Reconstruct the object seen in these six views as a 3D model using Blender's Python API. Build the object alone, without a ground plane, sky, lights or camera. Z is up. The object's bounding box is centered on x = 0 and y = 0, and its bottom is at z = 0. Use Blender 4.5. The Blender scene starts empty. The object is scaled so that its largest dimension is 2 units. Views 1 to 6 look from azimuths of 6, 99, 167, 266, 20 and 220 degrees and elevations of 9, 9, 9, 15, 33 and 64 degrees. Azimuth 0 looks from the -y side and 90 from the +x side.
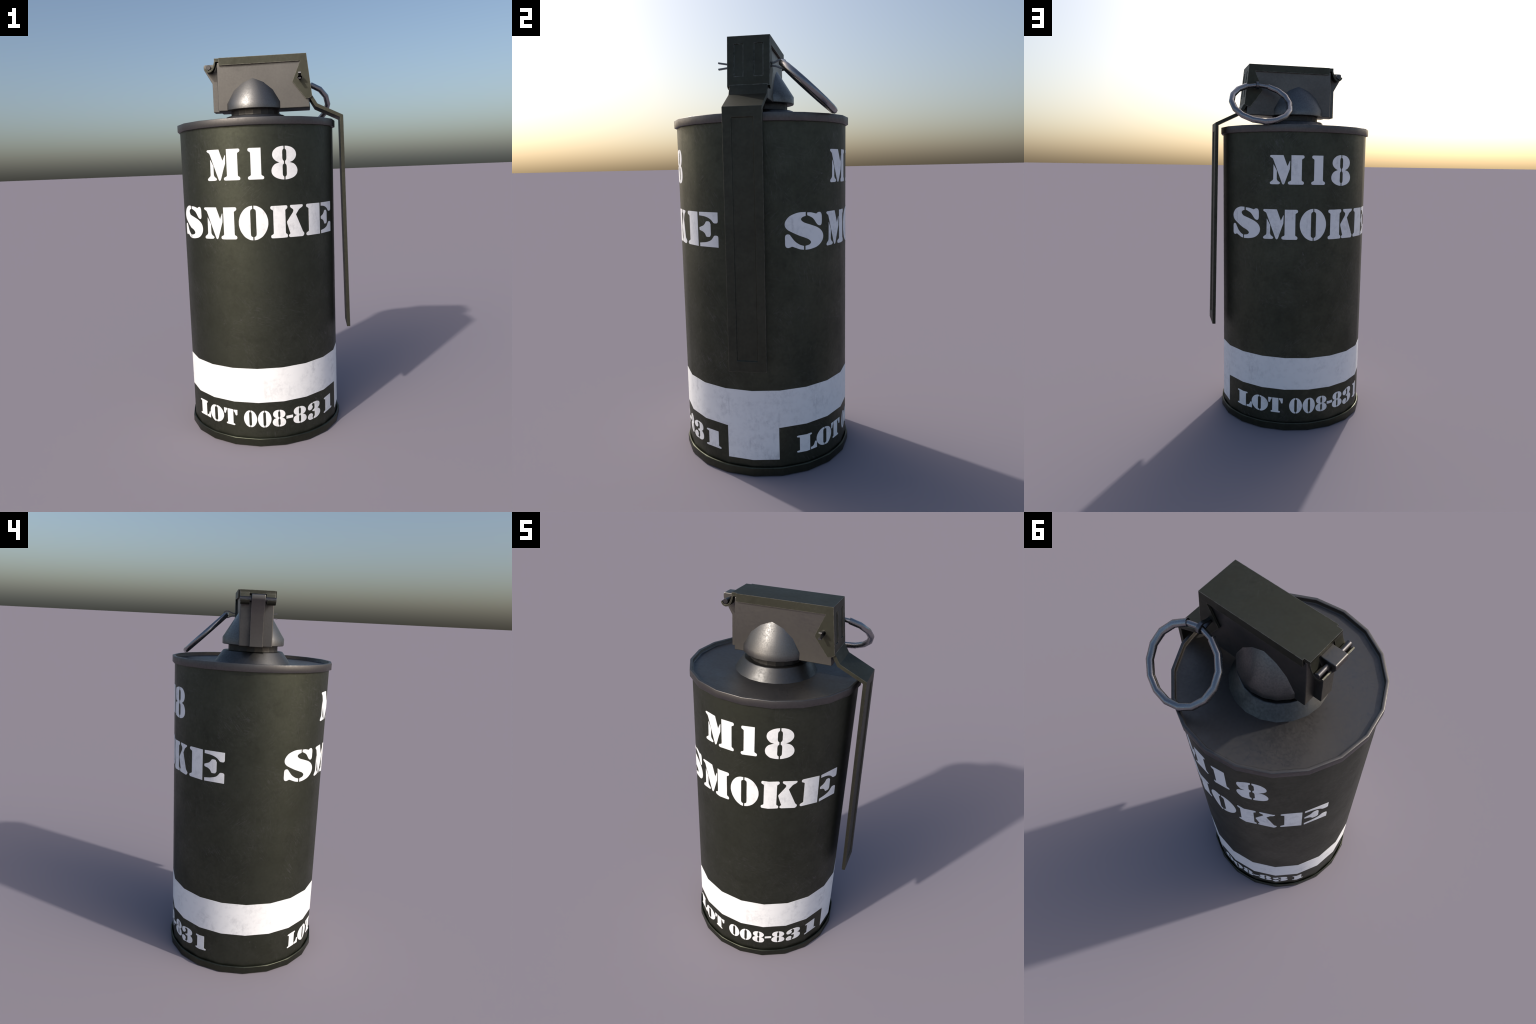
# Smoke grenade: painted can with stencilled lettering, fuze housing, safety lever, pull ring.
import bpy, bmesh, math
from mathutils import Vector
from mathutils.geometry import delaunay_2d_cdt

CX = -0.0327          # axis of the can
N = 20                # sides of the turned parts
R_BODY = 0.415
R_RIM = 0.4273
HALF_BOX = 0.084      # fuze housing half width
rad = math.radians

# ---------------------------------------------------------------- materials
class Nodes:
    def __init__(self, name):
        self.mat = bpy.data.materials.new(name)
        self.mat.use_nodes = True
        self.t = self.mat.node_tree
        self.bsdf = self.t.nodes["Principled BSDF"]
        self.co = self.new("ShaderNodeTexCoord").outputs["Object"]

    def new(self, kind, **props):
        n = self.t.nodes.new(kind)
        for k, v in props.items():
            setattr(n, k, v)
        return n

    def put(self, socket, value):
        if hasattr(value, "is_output"):
            self.t.links.new(value, socket)
        else:
            socket.default_value = value

    def mapping(self, scale=(1, 1, 1), rot=(0, 0, 0), loc=(0, 0, 0)):
        m = self.new("ShaderNodeMapping")
        m.inputs["Scale"].default_value = scale
        m.inputs["Rotation"].default_value = rot
        m.inputs["Location"].default_value = loc
        self.put(m.inputs["Vector"], self.co)
        return m.outputs["Vector"]

    def noise(self, scale, detail=4, rough=0.55, vec=None, distort=0.0):
        n = self.new("ShaderNodeTexNoise")
        n.inputs["Scale"].default_value = scale
        n.inputs["Detail"].default_value = detail
        n.inputs["Roughness"].default_value = rough
        n.inputs["Distortion"].default_value = distort
        self.put(n.inputs["Vector"], vec if vec is not None else self.co)
        return n.outputs["Fac"]

    def ramp(self, fac, lo, hi, v0=0.0, v1=1.0):
        m = self.new("ShaderNodeMapRange", clamp=True)
        self.put(m.inputs["Value"], fac)
        for k, v in (("From Min", lo), ("From Max", hi), ("To Min", v0), ("To Max", v1)):
            m.inputs[k].default_value = v
        return m.outputs["Result"]

    def math(self, op, a, b=0.0):
        m = self.new("ShaderNodeMath", operation=op)
        self.put(m.inputs[0], a)
        self.put(m.inputs[1], b)
        return m.outputs[0]

    def mix(self, fac, a, b):
        m = self.new("ShaderNodeMix", data_type="RGBA")
        for s, v in ((m.inputs["Factor"], fac), (m.inputs[6], a), (m.inputs[7], b)):
            self.put(s, v)
        return m.outputs[2]

    def edge(self, radius, lo=0.01, hi=0.10):
        """mask that is 1 on sharp outer and inner edges"""
        b = self.new("ShaderNodeBevel", samples=6)
        b.inputs["Radius"].default_value = radius
        g = self.new("ShaderNodeNewGeometry")
        d = self.new("ShaderNodeVectorMath", operation="DOT_PRODUCT")
        self.put(d.inputs[0], b.outputs["Normal"])
        self.put(d.inputs[1], g.outputs["Normal"])
        return self.ramp(self.math("SUBTRACT", 1.0, d.outputs["Value"]), lo, hi)

    def bump(self, height, strength, distance=0.002):
        b = self.new("ShaderNodeBump")
        b.inputs["Strength"].default_value = strength
        b.inputs["Distance"].default_value = distance
        self.put(b.inputs["Height"], height)
        self.put(self.bsdf.inputs["Normal"], b.outputs["Normal"])

    def finish(self, color, rough, metal, spec=0.5):
        self.put(self.bsdf.inputs["Base Color"], color)
        self.put(self.bsdf.inputs["Roughness"], rough)
        self.put(self.bsdf.inputs["Metallic"], metal)
        self.put(self.bsdf.inputs["Specular IOR Level"], spec)
        return self.mat


def rgb(r, g, b):
    return (r, g, b, 1.0)


def scratch_mask(n, seed=0.0, unroll=True):
    """short scuffs in loose patches: noise stretched along slanting directions, gated by a broad noise.
    On the can the pattern lives on the unrolled wall (arc length, height)."""
    if unroll:
        sep = n.new("ShaderNodeSeparateXYZ")
        n.put(sep.inputs[0], n.co)
        arc = n.math("MULTIPLY", n.math("ARCTAN2", sep.outputs[1], n.math("SUBTRACT", sep.outputs[0], CX)), R_BODY)
        comb = n.new("ShaderNodeCombineXYZ")
        n.put(comb.inputs[0], arc)
        n.put(comb.inputs[1], sep.outputs[2])
        base = comb.outputs[0]
    else:
        base = n.co
    total = None
    for k, (turn, gain) in enumerate(((0.95, 1.0), (-0.75, 0.9), (0.25, 0.8), (1.45, 0.7))):
        spin = n.new("ShaderNodeMapping")
        spin.inputs["Rotation"].default_value = (0, 0, turn)
        n.put(spin.inputs["Vector"], base)
        long = n.new("ShaderNodeMapping")
        long.inputs["Scale"].default_value = (20, 115, 60)
        long.inputs["Location"].default_value = (seed + 3.1 * k, 1.7 * k, seed)
        n.put(long.inputs["Vector"], spin.outputs[0])
        line = n.ramp(n.noise(1.0, 3, 0.6, long.outputs[0], 1.2), 0.52, 0.74, 0.0, gain)
        gate = n.noise(4.2, 4, 0.7, n.mapping(loc=(seed * 2 + 4 + 9 * k, 1, 7)))
        line = n.math("MULTIPLY", line, n.ramp(gate, 0.52, 0.70))
        total = line if total is None else n.math("MAXIMUM", total, line)
    dots = n.ramp(n.noise(55, 3, 0.5, n.mapping(loc=(seed, 5, 2))), 0.68, 0.76)
    gate = n.ramp(n.noise(6, 3, 0.6, n.mapping(loc=(3, seed, 11))), 0.50, 0.62)
    return n.math("MAXIMUM", total, n.math("MULTIPLY", n.math("MULTIPLY", dots, gate), 0.8))


def paint(name, base, light, rough, scuff, seed, edge_color=None, unroll=True):
    """thin metallic-looking paint: cloudy tone, fine dark grain, pale scuffs, pale edges"""
    n = Nodes(name)
    broad = n.ramp(n.noise(5.5, 6, 0.62, n.mapping(loc=(seed, 0, 2))), 0.32, 0.68)
    blot = n.ramp(n.noise(17, 5, 0.65, n.mapping(loc=(seed, 4, 9))), 0.54, 0.72)
    fine = n.ramp(n.noise(60, 4, 0.7), 0.3, 0.7)
    col = n.mix(broad, rgb(*base), rgb(*light))
    col = n.mix(n.math("MULTIPLY", blot, 0.30), col, rgb(*[c * 0.55 for c in base]))
    col = n.mix(n.math("MULTIPLY", fine, 0.30), col, rgb(*[c * 0.66 for c in base]))
    sc = scratch_mask(n, seed, unroll)
    col = n.mix(n.math("MULTIPLY", sc, scuff), col, rgb(0.17, 0.165, 0.175))
    r = n.math("ADD", n.ramp(broad, 0, 1, rough + 0.04, rough - 0.03), n.math("MULTIPLY", fine, 0.06))
    if edge_color:
        e = n.math("MULTIPLY", n.edge(0.0035), n.ramp(n.noise(70, 3), 0.38, 0.58, 0.3, 1.0))
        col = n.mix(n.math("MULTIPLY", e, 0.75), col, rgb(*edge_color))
        r = n.math("SUBTRACT", r, n.math("MULTIPLY", e, 0.20))
    n.bump(n.noise(160, 3, 0.6), 0.06, 0.001)
    return n.finish(col, r, n.ramp(sc, 0, 1, 1.0, 0.85))


def steel(name, base, dark, rough, metal, seed, edge=0.0, grain=0.15, rough_grain=0.12, grain_scale=85):
    n = Nodes(name)
    broad = n.ramp(n.noise(7, 5, 0.6, n.mapping(loc=(seed, 3, 1))), 0.3, 0.7)
    fine = n.ramp(n.noise(grain_scale, 4, 0.7), 0.32, 0.68)
    col = n.mix(broad, rgb(*dark), rgb(*base))
    col = n.mix(n.math("MULTIPLY", fine, grain * 2), col, rgb(*[c * 0.6 for c in dark]))
    r = n.math("ADD", n.ramp(broad, 0, 1, rough + 0.05, rough - 0.05), n.math("MULTIPLY", n.math("SUBTRACT", fine, 0.4), rough_grain))
    if edge:
        e = n.math("MULTIPLY", n.edge(0.0045), n.ramp(n.noise(75, 3), 0.38, 0.58, 0.15, 1.0))
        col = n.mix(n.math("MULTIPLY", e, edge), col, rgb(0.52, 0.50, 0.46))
        r = n.math("SUBTRACT", r, n.math("MULTIPLY", e, 0.14))
    n.bump(n.noise(120, 4, 0.65), 0.08, 0.001)
    return n.finish(col, r, metal)


def white_paint():
    n = Nodes("white_stencil_paint")
    a = n.noise(9, 6, 0.7, n.mapping(scale=(1, 1, 1.2)), 0.4)
    b = n.noise(45, 5, 0.75, n.mapping(scale=(1, 1, 0.8)))
    dirt = n.math("MULTIPLY", n.ramp(a, 0.42, 0.66), n.ramp(b, 0.42, 0.62))
    col = n.mix(dirt, rgb(0.93, 0.93, 0.93), rgb(0.74, 0.74, 0.75))
    v = n.mapping(scale=(60, 60, 8), rot=(0.5, 0.2, 0.4))
    sc = n.math("MULTIPLY", n.ramp(n.noise(1.0, 2, 0.5, v), 0.60, 0.72), n.ramp(a, 0.45, 0.6))
    col = n.mix(n.math("MULTIPLY", sc, 0.35), col, rgb(0.55, 0.55, 0.57))
    return n.finish(col, 0.55, 0.0, 0.4)


M_BODY = paint("olive_drab_paint", (0.064, 0.068, 0.052), (0.089, 0.095, 0.073), 0.50, 0.50, 1.0)
M_RIM = paint("olive_drab_rim_paint", (0.058, 0.062, 0.046), (0.074, 0.079, 0.060), 0.42, 0.3, 6.0, (0.24, 0.23, 0.20))
M_LEVER = paint("olive_lever_paint", (0.067, 0.067, 0.052), (0.080, 0.081, 0.064), 0.52, 0.07, 3.0, (0.40, 0.38, 0.33), False)
M_WHITE = white_paint()
M_LID = steel("grey_lid_steel", (0.152, 0.145, 0.141), (0.125, 0.119, 0.116), 0.48, 1.0, 2.0, 0.8, 0.12)
M_HOOD = steel("bare_casting_steel", (0.210, 0.206, 0.202), (0.165, 0.162, 0.160), 0.42, 1.0, 5.0, 0.0, 0.25, 0.20, 150)
M_BOX = steel("grey_housing_steel", (0.163, 0.156, 0.147), (0.135, 0.129, 0.122), 0.43, 1.0, 8.0, 0.8, 0.12)
M_RING = steel("ring_steel", (0.34, 0.335, 0.345), (0.29, 0.285, 0.295), 0.27, 1.0, 4.0, 0.0, 0.08)
M_PIN = steel("dark_pin_steel", (0.11, 0.107, 0.11), (0.09, 0.087, 0.09), 0.33, 1.0, 7.0, 0.0, 0.08)
M_COLLAR = steel("grey_collar_steel", (0.140, 0.138, 0.136), (0.100, 0.099, 0.098), 0.42, 1.0, 5.5, 0.9, 0.25)
M_WIRE = steel("split_pin_steel", (0.20, 0.20, 0.21), (0.16, 0.16, 0.17), 0.36, 1.0, 3.0, 0.0, 0.08)
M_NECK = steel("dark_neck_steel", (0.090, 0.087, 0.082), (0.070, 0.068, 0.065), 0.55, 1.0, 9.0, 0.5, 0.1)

# ---------------------------------------------------------------- helpers
root = bpy.data.objects.new("smoke_grenade", None)
bpy.context.scene.collection.objects.link(root)
root["label"] = "dark olive smoke grenade can with white stencil lettering, steel lever and pull ring"
root["category"] = "smoke grenade"


def add(name, mesh, mat, parent):
    ob = bpy.data.objects.new(name, mesh)
    bpy.context.scene.collection.objects.link(ob)
    ob.parent = parent
    if mat:
        mesh.materials.clear()
        mesh.materials.append(mat)
    return ob


def to_mesh(bm, name, smooth_angle=None):
    bmesh.ops.recalc_face_normals(bm, faces=bm.faces)
    me = bpy.data.meshes.new(name)
    bm.to_mesh(me)
    bm.free()
    if smooth_angle is not None:
        me.shade_smooth()
        me.set_sharp_from_angle(angle=rad(smooth_angle))
    return me


def ring_point(a, r, z):
    return (CX + r * math.cos(rad(a)), r * math.sin(rad(a)), z)


def lathe(profile, sides=N, bm=None, start=0.0):
    """revolve (r, z) pairs; radius 0 closes to a pole"""
    bm = bm or bmesh.new()
    rows = []
    for r, z in profile:
        if r == 0:
            rows.append([bm.verts.new((CX, 0, z))])
        else:
            rows.append([bm.verts.new(ring_point(start + 360 * k / sides, r, z)) for k in range(sides)])
    for a, b in zip(rows, rows[1:]):
        for k in range(sides):
            j = (k + 1) % sides
            if len(a) == 1:
                bm.faces.new((a[0], b[j], b[k]))
            elif len(b) == 1:
                bm.faces.new((a[k], a[j], b[0]))
            else:
                bm.faces.new((a[k], a[j], b[j], b[k]))
    return bm


def extrude_xz(bm, outline, y0, y1):
    """solid with the given side outline in x, z"""
    a = [bm.verts.new((x, y0, z)) for x, z in outline]
    b = [bm.verts.new((x, y1, z)) for x, z in outline]
    bm.faces.new(a)
    bm.faces.new(b[::-1])
    for k in range(len(outline)):
        j = (k + 1) % len(outline)
        bm.faces.new((a[k], b[k], b[j], a[j]))
    return bm


def boolean(me, cutters, op="DIFFERENCE"):
    ob = bpy.data.objects.new("work", me)
    bpy.context.scene.collection.objects.link(ob)
    tools = []
    for c in cutters:
        t = bpy.data.objects.new("tool", c)
        bpy.context.scene.collection.objects.link(t)
        m = ob.modifiers.new("cut", "BOOLEAN")
        m.operation, m.solver, m.object = op, "EXACT", t
        tools.append(t)
    out = bpy.data.meshes.new_from_object(ob.evaluated_get(bpy.context.evaluated_depsgraph_get()))
    for t in tools + [ob]:
        bpy.data.objects.remove(t, do_unlink=True)
    return out


def bevelled(me, width, angle=30, segments=1):
    ob = bpy.data.objects.new("work", me)
    bpy.context.scene.collection.objects.link(ob)
    m = ob.modifiers.new("bevel", "BEVEL")
    m.width, m.segments, m.limit_method, m.angle_limit = width, segments, "ANGLE", rad(angle)
    out = bpy.data.meshes.new_from_object(ob.evaluated_get(bpy.context.evaluated_depsgraph_get()))
    bpy.data.objects.remove(ob, do_unlink=True)
    return out


def weighted(me):
    """flat faces shade flat, bevels shade round"""
    ob = bpy.data.objects.new("work", me)
    bpy.context.scene.collection.objects.link(ob)
    m = ob.modifiers.new("normals", "WEIGHTED_NORMAL")
    m.keep_sharp, m.weight = True, 100
    out = bpy.data.meshes.new_from_object(ob.evaluated_get(bpy.context.evaluated_depsgraph_get()))
    bpy.data.objects.remove(ob, do_unlink=True)
    return out


def join(meshes):
    bm = bmesh.new()
    for m in meshes:
        bm.from_mesh(m)
    me = bpy.data.meshes.new("joined")
    bm.to_mesh(me)
    bm.free()
    return me


def rod_along_y(x, z, r, y0, y1, sides=16):
    return extrude_xz(bmesh.new(), [(x + r * math.cos(2 * math.pi * k / sides), z + r * math.sin(2 * math.pi * k / sides)) for k in range(sides)], y0, y1)


# ---------------------------------------------------------------- can body
can = add("can_body", to_mesh(lathe([(0, 0.02), (R_BODY, 0.02), (R_BODY, 1.632), (0, 1.632)]), "can_body", 40), M_BODY, root)

# bottom rim: faceted outside, its upper lip a true circle that sits inside the facets.
# Each step is (share of circle, z, radius scale, normal below, normal above) with normals as (outward, up).
FINE = 100
STEPS = [(0, 0.0000, 0.994, None, (0.6, -0.8)), (0, 0.0028, 1, (0.9, -0.4), (1, 0)), (0, 0.0372, 1, (1, 0), (0.95, 0.3)), (0.75, 0.0405, 1, (0.6, 0.8), (0.6, 0.8)),
         (1, 0.0422, 1, (0.25, 0.97), (0.25, 0.97)), (1, 0.0432, 0.4187 / 0.4212, (-0.1, 1), (-0.1, 1)), (1, 0.0418, 0.4168 / 0.4212, (-0.7, 0.7), (-0.7, 0.7)), (1, 0.036, 0.4125 / 0.4212, (-0.8, 0.6), None)]
bm = bmesh.new()
rows = []
for share, z, grow, _, _ in STEPS:
    row = []
    for k in range(FINE):
        a = 360 * k / FINE
        poly = R_RIM * math.cos(rad(9)) / math.cos(rad((a % 18) - 9))
        row.append(bm.verts.new(ring_point(a, (poly * (1 - share) + 0.4212 * share) * grow, z)))
    rows.append(row)
normals = []
for i in range(len(rows) - 1):
    for k in range(FINE):
        j = (k + 1) % FINE
        f = bm.faces.new((rows[i][k], rows[i][j], rows[i + 1][j], rows[i + 1][k]))
        f.smooth = True
        for lp, (q, side) in zip(f.loops, ((k, 0), (k + 1, 0), (k + 1, 1), (k, 1))):
            out, up = STEPS[i + side][4 if side == 0 else 3]
            t = rad(360 * q / FINE)
            normals.append(Vector((math.cos(t) * out, math.sin(t) * out, up)).normalized())
for e in bm.edges:
    e.smooth = abs(e.verts[0].co.z - e.verts[1].co.z) > 1e-6
bottom = bm.verts.new((CX, 0, 0.004))
for k in range(FINE):
    f = bm.faces.new((bottom, rows[0][(k + 1) % FINE], rows[0][k]))
    normals += [Vector((0, 0, -1))] * 3
me = bpy.data.meshes.new("bottom_rim")
bm.to_mesh(me)
bm.free()
me.normals_split_custom_set([tuple(v) for v in normals])
add("bottom_rim", me, M_RIM, root)

# lid: rolled rim and recessed disc
lid_profile = [(0.400, 1.6240), (0.4245, 1.6240), (0.4262, 1.6247), (R_RIM, 1.6266), (R_RIM, 1.6582), (0.4266, 1.6600), (0.4250, 1.6608), (0.4152, 1.6608),
               (0.4136, 1.6602), (0.4130, 1.6590), (0.4126, 1.6440), (0.4105, 1.6416), (0.4060, 1.6408), (0, 1.6408)]
add("lid", to_mesh(lathe(lid_profile), "lid", 50), M_LID, root)

# ---------------------------------------------------------------- painted band with the tab at the lever side
def tilt(a):
    return 0.003 * math.cos(rad(a))


def on_can(a, z, lift):
    """point on the 20-sided can at developed angle a"""
    k = math.floor(a / 18)
    f = a / 18 - k
    p = Vector(ring_point(18 * k, R_BODY + lift, z)).lerp(Vector(ring_point(18 * k + 18, R_BODY + lift, z)), f)
    return p


LIFT, SINK = 0.0007, -0.002
TALL = 140            # heights are stretched by this while cutting, so that degrees and metres are alike


def wrap_to_can(bm, name, stretch=1.0):
    """bm: flat faces in x = developed angle, y = height; cut at facet edges, wrap, give thickness and smooth normals"""
    xs = [v.co.x for v in bm.verts]
    k = math.ceil(min(xs) / 18 + 1e-6)
    while 18 * k < max(xs) - 1e-6:
        bmesh.ops.bisect_plane(bm, geom=bm.verts[:] + bm.edges[:] + bm.faces[:], plane_co=(18 * k, 0, 0), plane_no=(1, 0, 0), dist=1e-5)
        k += 1
    for f in bm.faces:
        f.normal_update()
        if f.normal.z < 0:
            f.normal_flip()
    for v in bm.verts:
        v.co.y /= stretch
    front = list(bm.faces)
    flat = {v: (v.co.x, v.co.y) for v in bm.verts}
    made = bmesh.ops.extrude_face_region(bm, geom=front, use_keep_orig=True)
    back = {e for e in made["geom"] if isinstance(e, bmesh.types.BMFace)}
    moved = {}
    for v in bm.verts:
        a, z = v.co.x, v.co.y
        moved[v] = (a, z, v in flat)
    for v, (a, z, outer) in moved.items():
        v.co = on_can(a, z, LIFT if outer else SINK)
    for f in back:
        f.normal_flip()
    bm.normal_update()
    front_set = set(front)
    normals = []
    for f in bm.faces:
        f.smooth = True
        c = f.calc_center_median()
        if f in front_set and f.normal.dot(Vector((c.x - CX, c.y, 0))) < 0:
            f.normal_flip()
    bm.normal_update()
    for e in bm.edges:
        e.smooth = len({f in front_set for f in e.link_faces}) == 1 and any(f in front_set for f in e.link_faces)
    for f in bm.faces:
        for lp in f.loops:
            if f in front_set:
                normals.append(Vector((lp.vert.co.x - CX, lp.vert.co.y, 0)).normalized())
            else:
                normals.append(f.normal.copy())
    me = bpy.data.meshes.new(name)
    bm.to_mesh(me)
    bm.free()
    me.normals_split_custom_set([tuple(v) for v in normals])
    return me


bm = bmesh.new()
def band_piece(a0, a1, low, high):
    lo = [bm.verts.new((a, low(a), 0)) for a in (a0, a1)]
    hi = [bm.verts.new((a, high(a), 0)) for a in (a0, a1)]
    bm.faces.new((lo[0], lo[1], hi[1], hi[0]))
band_top, band_low = (lambda a: 0.4145 + tilt(a)), (lambda a: 0.2325 + tilt(a))
cuts = [-17.1, 0, 17.0, 18] + [18 * k for k in range(2, 19)] + [342.9]
for a0, a1 in zip(cuts, cuts[1:]):
    if a1 - a0 > 1e-6:
        inside = a0 >= -17.2 and a1 <= 17.1
        band_piece(a0, a1, (lambda a: 0.0765 + 0.2 * tilt(a) - 0.0006) if inside else band_low, band_top)
bmesh.ops.remove_doubles(bm, verts=bm.verts, dist=1e-5)
add("painted_band", wrap_to_can(bm, "painted_band"), M_WHITE, can)

# ---------------------------------------------------------------- stencil letters
# An outline is a list of (x, y, kind): kind 1 = corner, 0 = smooth.  x and y run 0..1 over the letter.
def corner(*pts):
    return [(x, y, 1) for x, y in pts]


def soft(*pts):
    return [(x, y, 0) for x, y in pts]


def mirrored(outline, centre=0.5):
    return [(2 * centre - x, y, c) for x, y, c in reversed(outline)]


def serif_stem(xl, xr, bl=0.0, br=0.0, tl=0.0, tr=0.0, h=0.15):
    """upright bar; each non-zero number is the length of a rounded serif at that corner"""
    def foot(x, d, top):
        y = (lambda v: 1 - v) if top else (lambda v: v)
        if d == 0:
            return corner((x, y(0)))
        return corner((x + d * 0.45, y(0))) + soft((x + d * 0.85, y(0.015)), (x + d, y(0.055)), (x + d * 0.82, y(0.095)), (x + d * 0.25, y(h * 0.82))) + corner((x, y(h)))
    left_low = foot(xl, -bl, False)
    left_top = foot(xl, -tl, True)[::-1]
    right_top = foot(xr, tr, True)
    right_low = foot(xr, br, False)[::-1]
    return left_low + left_top + right_top + right_low


def split_oval(counter, slit, cut=0.91):
    """round letter as two crescents, parted by a slit; counter = half width of the inner gap"""
    left = corner((0.5 - slit, 0.0), ) + soft((0.36, 0.018), (0.20, 0.10), (0.07, 0.25), (0.01, 0.40), (0.0, 0.50), (0.01, 0.60), (0.07, 0.75), (0.20, 0.90), (0.36, 0.982)) + \
        corner((0.5 - slit, 1.0), (0.5 - slit, cut)) + soft((0.5 - counter * 0.80, cut - 0.03), (0.5 - counter, cut - 0.085)) + \
        soft((0.5 - counter, 0.5), (0.5 - counter, 1.085 - cut), (0.5 - counter * 0.80, 1.03 - cut)) + corner((0.5 - slit, 1 - cut))
    return [left, mirrored(left)]


def eight():
    left = corner((0.475, 0.0)) + soft((0.35, 0.012), (0.17, 0.06), (0.04, 0.15), (0.0, 0.26), (0.03, 0.37), (0.13, 0.465)) + corner((0.30, 0.515)) + \
        soft((0.17, 0.56), (0.07, 0.65), (0.04, 0.75), (0.08, 0.86), (0.20, 0.95), (0.35, 0.99)) + corner((0.475, 1.0), (0.475, 0.915)) + \
        soft((0.435, 0.885), (0.418, 0.83), (0.418, 0.73), (0.418, 0.635), (0.435, 0.585)) + corner((0.475, 0.552), (0.475, 0.475)) + \
        soft((0.435, 0.445), (0.418, 0.39), (0.418, 0.27), (0.418, 0.165), (0.435, 0.115)) + corner((0.475, 0.085))
    return [left, mirrored(left)]


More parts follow.
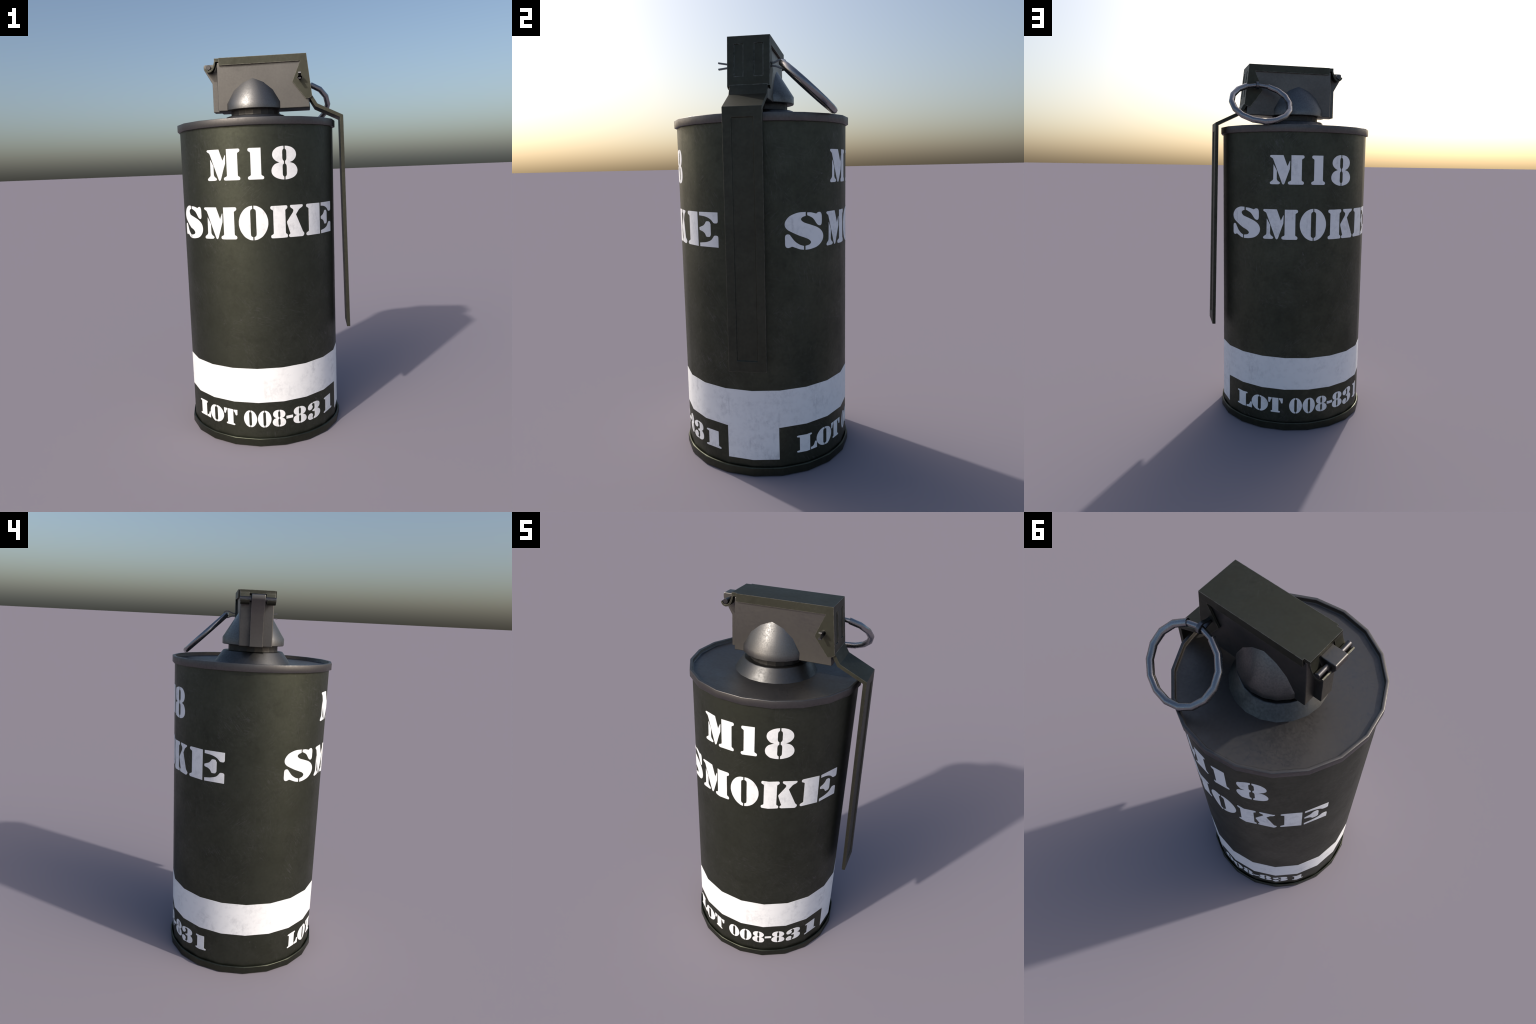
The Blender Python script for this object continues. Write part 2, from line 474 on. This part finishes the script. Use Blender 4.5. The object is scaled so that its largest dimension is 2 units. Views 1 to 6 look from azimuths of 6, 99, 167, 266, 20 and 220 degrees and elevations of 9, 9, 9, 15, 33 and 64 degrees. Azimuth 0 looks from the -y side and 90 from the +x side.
GLYPHS = {
    "M": [
        serif_stem(0.63, 0.93, bl=0.09, br=0.065, tr=0.07),
        corner((0.40, 1.0)) + soft((0.52, 0.627)) [:0] + corner((0.519, 0.627), (0.583, 0.80)) + soft((0.591, 0.812), (0.598, 0.79)) + corner((0.590, 0.54), (0.440, 0.035)) +
        soft((0.405, 0.0), (0.37, 0.03)) + corner((0.10, 0.865)) + soft((0.08, 0.895), (0.03, 0.93), (0.006, 0.965), (0.03, 0.997)) + corner((0.06, 1.0)),
        corner((0.111, 0.66), (0.113, 0.685), (0.21, 0.47), (0.21, 0.187)) + soft((0.235, 0.13), (0.285, 0.085), (0.305, 0.05), (0.28, 0.012)) + corner((0.22, 0.002), (0.07, 0.002)) +
        soft((0.025, 0.012), (0.008, 0.055), (0.04, 0.10), (0.09, 0.145)) + corner((0.106, 0.187)),
    ],
    "1": [serif_stem(0.19, 0.835, bl=0.19, br=0.165, tl=0.16)],
    "8": eight(),
    "0": split_oval(0.10, 0.025),
    "O": split_oval(0.097, 0.021),
    "S": [
        corner((0.495, 1.0)) + soft((0.31, 0.99), (0.12, 0.91), (0.022, 0.79), (0.0, 0.69), (0.025, 0.605), (0.095, 0.53), (0.31, 0.40), (0.47, 0.325), (0.585, 0.265), (0.643, 0.19), (0.60, 0.13)) +
        corner((0.483, 0.105), (0.483, 0.0)) + soft((0.63, 0.005), (0.825, 0.057), (0.96, 0.18), (1.0, 0.325), (0.955, 0.46), (0.835, 0.565), (0.653, 0.646), (0.45, 0.727), (0.38, 0.804), (0.41, 0.866)) +
        corner((0.495, 0.90)),
        corner((0.54, 0.985)) + soft((0.653, 0.976)) + corner((0.80, 0.933)) + soft((0.85, 0.966), (0.915, 0.966), (0.952, 0.91), (0.96, 0.80), (0.955, 0.67), (0.926, 0.617), (0.865, 0.622), (0.818, 0.66), (0.71, 0.813), (0.61, 0.878)) +
        corner((0.54, 0.91)),
        corner((0.443, 0.105)) + soft((0.347, 0.144), (0.233, 0.24), (0.136, 0.383), (0.10, 0.43), (0.035, 0.43), (0.006, 0.38), (0.004, 0.26), (0.006, 0.15), (0.03, 0.095), (0.074, 0.077), (0.125, 0.09), (0.165, 0.105), (0.233, 0.077), (0.347, 0.024)) +
        corner((0.443, 0.005)),
    ],
    "K": [
        serif_stem(0.075, 0.425, bl=0.075, br=0.058, tl=0.075, tr=0.065),
        corner((0.59, 1.0), (0.945, 1.0)) + soft((0.965, 0.985), (0.96, 0.945)) + corner((0.845, 0.86), (0.745, 0.70), (0.945, 0.165)) + soft((0.98, 0.12), (1.0, 0.09), (0.99, 0.04), (0.955, 0.008)) +
        corner((0.92, 0.0), (0.565, 0.0)) + soft((0.528, 0.02), (0.518, 0.055), (0.535, 0.09)) + corner((0.565, 0.115)) + corner((0.476, 0.43)) + soft((0.471, 0.465), (0.476, 0.50)) +
        corner((0.655, 0.77)) + soft((0.672, 0.83), (0.652, 0.875), (0.605, 0.91), (0.578, 0.945), (0.578, 0.985)),
    ],
    "E": [
        serif_stem(0.085, 0.438, bl=0.085, tl=0.075),
        corner((0.493, 1.0), (1.0, 1.0), (1.0, 0.74)) + soft((0.985, 0.705), (0.96, 0.69), (0.90, 0.69)) + corner((0.88, 0.70)) + soft((0.80, 0.80), (0.67, 0.87)) + corner((0.493, 0.90)),
        corner((0.493, 0.105)) + soft((0.67, 0.135), (0.80, 0.20)) + corner((0.885, 0.325)) + soft((0.905, 0.337), (0.965, 0.337), (0.99, 0.32)) + corner((1.0, 0.29), (1.0, 0.0), (0.493, 0.0)),
        corner((0.488, 0.55)) + soft((0.52, 0.57)) + corner((0.60, 0.61)) + soft((0.64, 0.66)) + corner((0.67, 0.72)) + soft((0.69, 0.735), (0.75, 0.735)) + corner((0.775, 0.72), (0.80, 0.66), (0.80, 0.36), (0.775, 0.30)) +
        soft((0.75, 0.29), (0.69, 0.29)) + corner((0.67, 0.30)) + soft((0.635, 0.385)) + corner((0.58, 0.44)) + soft((0.52, 0.465)) + corner((0.493, 0.48)),
    ],
    "L": [
        serif_stem(0.14, 0.625, bl=0.13, tl=0.13, tr=0.10, h=0.13),
        corner((0.675, 0.0), (1.0, 0.0), (1.0, 0.33)) + soft((0.965, 0.40), (0.925, 0.405), (0.89, 0.355), (0.84, 0.22), (0.76, 0.145)) + corner((0.675, 0.14)),
    ],
    "T": [
        serif_stem(0.28, 0.70, bl=0.105, br=0.115, h=0.13),
        corner((0.0, 1.0), (0.235, 1.0), (0.230, 0.91)) + soft((0.17, 0.82), (0.135, 0.70), (0.10, 0.665), (0.05, 0.665), (0.015, 0.70)),
        corner((0.745, 1.0), (1.0, 1.0)) + soft((0.985, 0.69), (0.95, 0.655), (0.90, 0.665), (0.87, 0.70), (0.83, 0.82)) + corner((0.745, 0.90)),
    ],
    "3": [
        corner((0.445, 1.0)) + soft((0.60, 1.0), (0.78, 0.985), (0.93, 0.91), (0.97, 0.79), (0.93, 0.66)) + corner((0.79, 0.555)) + soft((0.93, 0.49), (1.0, 0.38), (0.99, 0.22), (0.88, 0.09), (0.69, 0.015)) +
        corner((0.477, 0.0), (0.485, 0.085)) + soft((0.55, 0.14), (0.57, 0.22)) + corner((0.565, 0.45)) + soft((0.49, 0.445), (0.41, 0.46), (0.375, 0.495), (0.41, 0.535), (0.50, 0.56)) + corner((0.565, 0.63)) +
        corner((0.565, 0.84)) + soft((0.545, 0.905)) + corner((0.445, 0.935)),
        corner((0.395, 0.995)) + soft((0.22, 0.96), (0.07, 0.87), (0.02, 0.76), (0.05, 0.65), (0.15, 0.59), (0.30, 0.605), (0.39, 0.69), (0.39, 0.79)) + corner((0.32, 0.865), (0.395, 0.91)),
        corner((0.415, 0.0)) + soft((0.20, -0.005), (0.06, 0.06), (0.005, 0.17), (0.05, 0.29), (0.17, 0.365), (0.32, 0.355), (0.40, 0.27), (0.39, 0.17)) + corner((0.345, 0.095), (0.415, 0.07)),
    ],
    "-": [corner((0.0, 0.42), (1.0, 0.42), (1.0, 0.60), (0.0, 0.60))],
}


def smooth_outline(pts, steps=6):
    """straight between corners, Hermite curve next to smooth points"""
    out = []
    n = len(pts)
    P = [Vector((x, y, 0)) for x, y, _ in pts]
    for i in range(n):
        a, b, c, d = P[i - 1], P[i], P[(i + 1) % n], P[(i + 2) % n]
        out.append(b)
        if pts[i][2] and pts[(i + 1) % n][2]:
            continue
        length = (c - b).length
        def tangent(prev, here, nxt, is_corner, other):
            if is_corner:
                return other * 1.0
            t = nxt - prev
            l0, l1 = (here - prev).length, (nxt - here).length
            return t.normalized() * min(length, 1.0 * (l0 + l1) / 2)
        t0 = tangent(a, b, c, pts[i][2], c - b)
        t1 = tangent(b, c, d, pts[(i + 1) % n][2], c - b)
        for s in range(1, steps):
            t = s / steps
            out.append((2 * t**3 - 3 * t**2 + 1) * b + (t**3 - 2 * t**2 + t) * t0 + (-2 * t**3 + 3 * t**2) * c + (t**3 - t**2) * t1)
    clean = []
    for p in out:
        if not clean or (p - clean[-1]).length > 1e-4:
            clean.append(p)
    if (clean[0] - clean[-1]).length < 1e-4:
        clean.pop()
    return clean


def letter(char, a0, a1, z0, z1):
    bm = bmesh.new()
    for outline in GLYPHS[char]:
        pts = [Vector((a0 + p.x * (a1 - a0), (z0 + p.y * (z1 - z0)) * TALL)) for p in smooth_outline(outline)]
        n = len(pts)
        verts, _, faces, *_ = delaunay_2d_cdt(pts, [(k, (k + 1) % n) for k in range(n)], [], 1, 1e-4)
        vs = [bm.verts.new((v.x, v.y, 0)) for v in verts]
        for f in faces:
            bm.faces.new([vs[k] for k in f])
    add("stencil_letter", wrap_to_can(bm, "stencil_letter", TALL), M_WHITE, can)


def overshoot(char, z0, z1):
    return (z0 - 0.035 * (z1 - z0), z1 + 0.035 * (z1 - z0)) if char in "O08S3" else (z0, z1)


HEAD = [("M", -121.75, -96.5), ("1", -91.3, -80.45), ("8", -75.4, -56.65)]
NAME = [("S", -157.2, -129.15), ("M", -126.5, -100.4), ("O", -98.95, -78.75), ("K", -77.05, -52.3), ("E", -50.1, -19.6)]
LOT_FRONT = [("L", -144.3, -131.7), ("O", -131.45, -117.9), ("T", -117.6, -106.1), ("0", -101.35, -91.65), ("0", -91.0, -81.3), ("8", -80.45, -70.8), ("-", -70.4, -65.2),
             ("8", -64.9, -54.4), ("3", -53.1, -40.5), ("1", -36.35, -23.3)]
LOT_BACK = [("L", 28.95, 44.6), ("O", 44.4, 58.9), ("T", 59.07, 70.7), ("0", 75.68, 85.57), ("0", 86.1, 96.0), ("8", 96.7, 106.25), ("-", 106.35, 111.68),
            ("8", 111.8, 122.5), ("3", 123.4, 136.2), ("1", 139.9, 149.6)]
for shift, low in ((0.0, 0.0), (180.1, -0.0105)):
    for c, a0, a1 in HEAD:
        z0, z1 = overshoot(c, 1.3670 + low, 1.5170 + low)
        letter(c, a0 + shift, a1 + shift, z0, z1)
    for c, a0, a1 in NAME:
        z0, z1 = overshoot(c, 1.0785 + low, 1.2365 + low)
        letter(c, a0 + shift, a1 + shift, z0, z1)
for word, z0, z1 in ((LOT_FRONT, 0.1000, 0.1855), (LOT_BACK, 0.0955, 0.1805)):
    for c, a0, a1 in word:
        letter(c, a0, a1, *overshoot(c, z0, z1))

# ---------------------------------------------------------------- collar and neck on the lid
collar_profile = [(0.2040, 1.6385), (0.1612, 1.6965), (0.1590, 1.6990), (0.1560, 1.7000), (0.128, 1.7000)]
add("cone_collar", to_mesh(lathe(collar_profile), "cone_collar", 50), M_COLLAR, root)
neck = to_mesh(lathe([(0.1315, 1.690), (0.1315, 1.745)]), "neck")
add("neck", neck, M_NECK, root)

# ---------------------------------------------------------------- fuze housing
def right_edge(z):
    return 0.2656 - 0.124 * (z - 1.729)

box_outline = [(-0.2212, 1.7285), (0.2656, 1.7285), (right_edge(1.9795), 1.9795), (-0.2205, 1.9795)]
box = to_mesh(extrude_xz(bmesh.new(), box_outline, -HALF_BOX, HALF_BOX), "box")
box = bevelled(box, 0.0045, 30, 2)
HOLE = (0.2144, 1.8795, 0.0125)
box = boolean(box, [to_mesh(rod_along_y(HOLE[0], HOLE[1], HOLE[2], -0.2, 0.2, 20), "hole")])
box.shade_smooth()
box.set_sharp_from_angle(angle=rad(50))
housing = add("fuze_housing", weighted(box), M_BOX, root)

# pointed half domes: the column feet stand on a ring, the heads follow a pointed arch on the housing side
ARCH = {0: (0.0, 1.8925), 18: (0.0290, 1.8815), 36: (0.0572, 1.8695), 54: (0.1020, 1.8325), 59.8: (0.1415, 1.7650)}
def half_dome(side):
    bm = bmesh.new()
    keys = [-59.8, -54, -36, -18, 0, 18, 36, 54, 59.8]
    R = 0.1645
    rows = [[] for _ in range(5)]
    for k in keys:
        ax, az = ARCH[abs(k)]
        ax = math.copysign(ax, k)
        head = Vector((CX + ax, side * 0.0832, az))
        a = 90 * side + k * -side
        shoulder = Vector(ring_point(a, R, 1.7655))
        if abs(k) == 59.8:
            shoulder = Vector((CX + ax, side * 0.0832, 1.7655))
            head = shoulder + Vector((-math.copysign(0.0006, k), 0, 0.0008))
        s = Vector((shoulder.x - CX, shoulder.y, 0))
        out = [head, shoulder, Vector((shoulder.x, shoulder.y, 1.7335)), Vector((CX + s.x * 0.985, s.y * 0.985, 1.7310)), Vector((CX + s.x * 0.75, max(0.02, abs(s.y) * 0.7) * side, 1.7303))]
        for row, p in zip(rows, out):
            row.append(bm.verts.new(p))
    for a, b in zip(rows, rows[1:]):
        for i in range(len(keys) - 1):
            bm.faces.new((a[i], a[i + 1], b[i + 1], b[i]))
    return to_mesh(bm, "half_dome", 38)
for side in (-1, 1):
    add("half_dome", half_dome(side), M_HOOD, housing)

# spring tongue behind the hinge
tongue = [(-0.2165, 1.7288), (-0.2556, 1.7288), (-0.2556, 1.8796), (-0.2985, 1.9530), (-0.2997, 1.9600), (-0.2997, 1.9715), (-0.2975, 1.9770), (-0.2925, 1.9793), (-0.2165, 1.9793)]
tm = bevelled(to_mesh(extrude_xz(bmesh.new(), tongue, -0.0337, 0.0325), "tongue"), 0.0028, 60, 2)
tm.shade_smooth(); tm.set_sharp_from_angle(angle=rad(50))
add("hinge_tongue", weighted(tm), M_BOX, housing)

pin = bevelled(to_mesh(rod_along_y(-0.2648, 1.9550, 0.0125, -0.0885, 0.0885, 14), "pin"), 0.0015, 50)
pin.shade_smooth(); pin.set_sharp_from_angle(angle=rad(35))
add("hinge_pin", pin, M_PIN, housing)

# ---------------------------------------------------------------- safety lever
T_SHEET = 0.0165
def front_x(z):
    return 0.2503 + (2.0 - z) * (0.2769 - 0.2503) / (2.0 - 1.7846)

side_profile = [(-0.2085, 2.0), (0.2503, 2.0), (0.2769, 1.7846), (0.2660, 1.7770), (0.2555, 1.7735), (0.2437, 1.7727), (0.1748, 1.8618), (0.2182, 1.9635), (-0.2085, 1.9625)]
cover = to_mesh(extrude_xz(bmesh.new(), side_profile, -0.0955, 0.0955), "cover")
cavity = [(-0.30, 2.0 - T_SHEET), (front_x(2.0 - T_SHEET) - T_SHEET, 2.0 - T_SHEET), (front_x(1.70) - T_SHEET, 1.70), (-0.30, 1.70)]
cover = boolean(cover, [to_mesh(extrude_xz(bmesh.new(), cavity, -0.0868, 0.0868), "cavity")])


def panel_cutter(p_top, p_low, z_hi, z_lo, y0, y1, depth, wall):
    """shallow recess with sloped walls in the sloping outer face that runs from p_top to p_low (x, z)"""
    d = Vector((p_low[0] - p_top[0], 0, p_low[1] - p_top[1]))
    n = Vector((-d.z, 0, d.x)).normalized()
    if n.x < 0:
        n = -n
    bm = bmesh.new()
    def at(z, y, h):
        t = (z - p_top[1]) / d.z
        return bm.verts.new(Vector((p_top[0], y, p_top[1])) + Vector((d.x * t, 0, d.z * t)) + n * h)
    grow = wall / depth
    rings = []
    for h, g in ((-depth, -wall), (depth, wall)):
        rings.append([at(z_hi + g, y0 - g, h), at(z_hi + g, y1 + g, h), at(z_lo - g, y1 + g, h), at(z_lo - g, y0 - g, h)])
    a, b = rings
    bm.faces.new(a)
    bm.faces.new(b[::-1])
    for k in range(4):
        j = (k + 1) % 4
        bm.faces.new((a[k], b[k], b[j], a[j]))
    return to_mesh(bm, "panel")


top_p, low_p = (0.2503, 2.0), (0.2769, 1.7846)
cut = [panel_cutter(top_p, low_p, 1.9670, 1.8255, y0, y1, 0.0042, 0.0022) for y0, y1 in ((-0.0660, -0.0235), (0.0230, 0.0655))]
cut.append(to_mesh(rod_along_y(HOLE[0], HOLE[1], HOLE[2], -0.2, 0.2, 20), "hole"))
cover = boolean(cover, cut)
tab = to_mesh(extrude_xz(bmesh.new(), [(-0.2338, 2.0), (-0.2000, 2.0), (-0.2000, 2.0 - T_SHEET), (-0.2338, 2.0 - T_SHEET)], -0.0866, 0.0866), "tab")
cover = boolean(cover, [tab], "UNION")
cover = bevelled(cover, 0.0026, 35, 2)

# curled lugs that hook under the hinge pin
curl = [(-0.2335, 1.9900), (-0.2355, 1.9780), (-0.2400, 1.9640), (-0.2475, 1.9500), (-0.2560, 1.9425), (-0.2655, 1.9398), (-0.2750, 1.9425), (-0.2835, 1.9545),
        (-0.2895, 1.9515), (-0.2840, 1.9395), (-0.2760, 1.9328), (-0.2655, 1.9300), (-0.2540, 1.9322), (-0.2430, 1.9400), (-0.2345, 1.9540), (-0.2290, 1.9700), (-0.2262, 1.9835), (-0.2250, 1.9900)]
lugs = [bevelled(to_mesh(extrude_xz(bmesh.new(), curl, y0, y1), "lug"), 0.0009, 50) for y0, y1 in ((-0.0864, -0.0425), (0.0415, 0.0864))]

outer = [(0.2763, 1.7900), (0.3033, 1.7455), (0.4360, 1.6820), (0.4600, 0.5377)]
def offset_polyline(pts, t):
    out = []
    for i, p in enumerate(pts):
        dirs = []
        for a, b in ((i - 1, i), (i, i + 1)):
            if a >= 0 and b < len(pts):
                d = Vector((pts[b][0] - pts[a][0], pts[b][1] - pts[a][1])).normalized()
                dirs.append(Vector((d.y, -d.x)))
        m = sum(dirs, Vector((0, 0))).normalized()
        out.append((p[0] + m.x * t / m.dot(dirs[0]), p[1] + m.y * t / m.dot(dirs[0])))
    return out
inner = offset_polyline(outer, 0.0180)
strip = to_mesh(extrude_xz(bmesh.new(), outer + inner[::-1], -0.0855, 0.0855), "strip")
strip = boolean(strip, [panel_cutter(outer[2], outer[3], 1.6385, 0.5865, -0.0475, 0.0475, 0.0055, 0.0028)])
strip = bevelled(strip, 0.0018, 20, 2)
lever_mesh = join([cover, strip] + lugs)
lever_mesh.shade_smooth()
lever_mesh.set_sharp_from_angle(angle=rad(50))
add("safety_lever", weighted(lever_mesh), M_LEVER, root)

# ---------------------------------------------------------------- pull ring and split pin
RC = Vector((0.2141, 0.2562, 1.7775))
UP = Vector((0, -0.737, 0.675)).normalized()
SIDE = Vector((1, 0, 0))
AX = SIDE.cross(UP).normalized()
R_RING = 0.1548

def ring_sweep(bm, a0, a1, segs, r, sides=10):
    rows = []
    for i in range(segs + 1):
        a = rad(a0 + (a1 - a0) * i / segs)
        d = UP * math.cos(a) + SIDE * math.sin(a)
        c = RC + d * R_RING
        stretch = 1 / math.cos(rad((a1 - a0) / segs / 2)) if 0 < i < segs else 1.0
        rows.append([bm.verts.new(c + d * (r * stretch * math.cos(2 * math.pi * k / sides)) + AX * (r * math.sin(2 * math.pi * k / sides))) for k in range(sides)])
    for a, b in zip(rows, rows[1:]):
        for k in range(sides):
            j = (k + 1) % sides
            bm.faces.new((a[k], a[j], b[j], b[k]))
    bm.faces.new(rows[0])
    bm.faces.new(rows[-1][::-1])

bm = bmesh.new()
ring_sweep(bm, 22.5, 337.5, 14, 0.0156)
ring_sweep(bm, -26, 26, 2, 0.0108)
add("pull_ring", to_mesh(bm, "pull_ring", 45), M_RING, root)

# split pin: one flat strip bent round the ring and led back through the hole
path = [(-0.1466, 1.8965), (-0.1080, 1.8895), (-0.0900, 1.8865), (0.0880, 1.8868), (0.0960, 1.8873), (0.1060, 1.8874), (0.1175, 1.8915), (0.1275, 1.8962), (0.1380, 1.8985), (0.1480, 1.8975), (0.1565, 1.8925), (0.1605, 1.8840),
        (0.1600, 1.8740), (0.1530, 1.8660), (0.1430, 1.8625), (0.1330, 1.8640), (0.1240, 1.8680), (0.1150, 1.8712), (0.1040, 1.8735), (0.0940, 1.8738), (0.0880, 1.8735), (-0.0900, 1.8735), (-0.1080, 1.8730), (-0.1468, 1.8688)]
half_t = 0.0032
lo = offset_polyline(path, -half_t)
hi = offset_polyline(path, half_t)
bm = bmesh.new()
cols = []
for (ya, za), (yb, zb) in zip(lo, hi):
    cols.append([bm.verts.new((0.2145 + dx, y, z)) for dx, y, z in ((-0.0070, ya, za), (0.0070, ya, za), (0.0070, yb, zb), (-0.0070, yb, zb))])
for a, b in zip(cols, cols[1:]):
    for k in range(4):
        j = (k + 1) % 4
        bm.faces.new((a[k], a[j], b[j], b[k]))
bm.faces.new(cols[0])
bm.faces.new(cols[-1][::-1])
add("split_pin", to_mesh(bm, "split_pin", 40), M_WIRE, root)
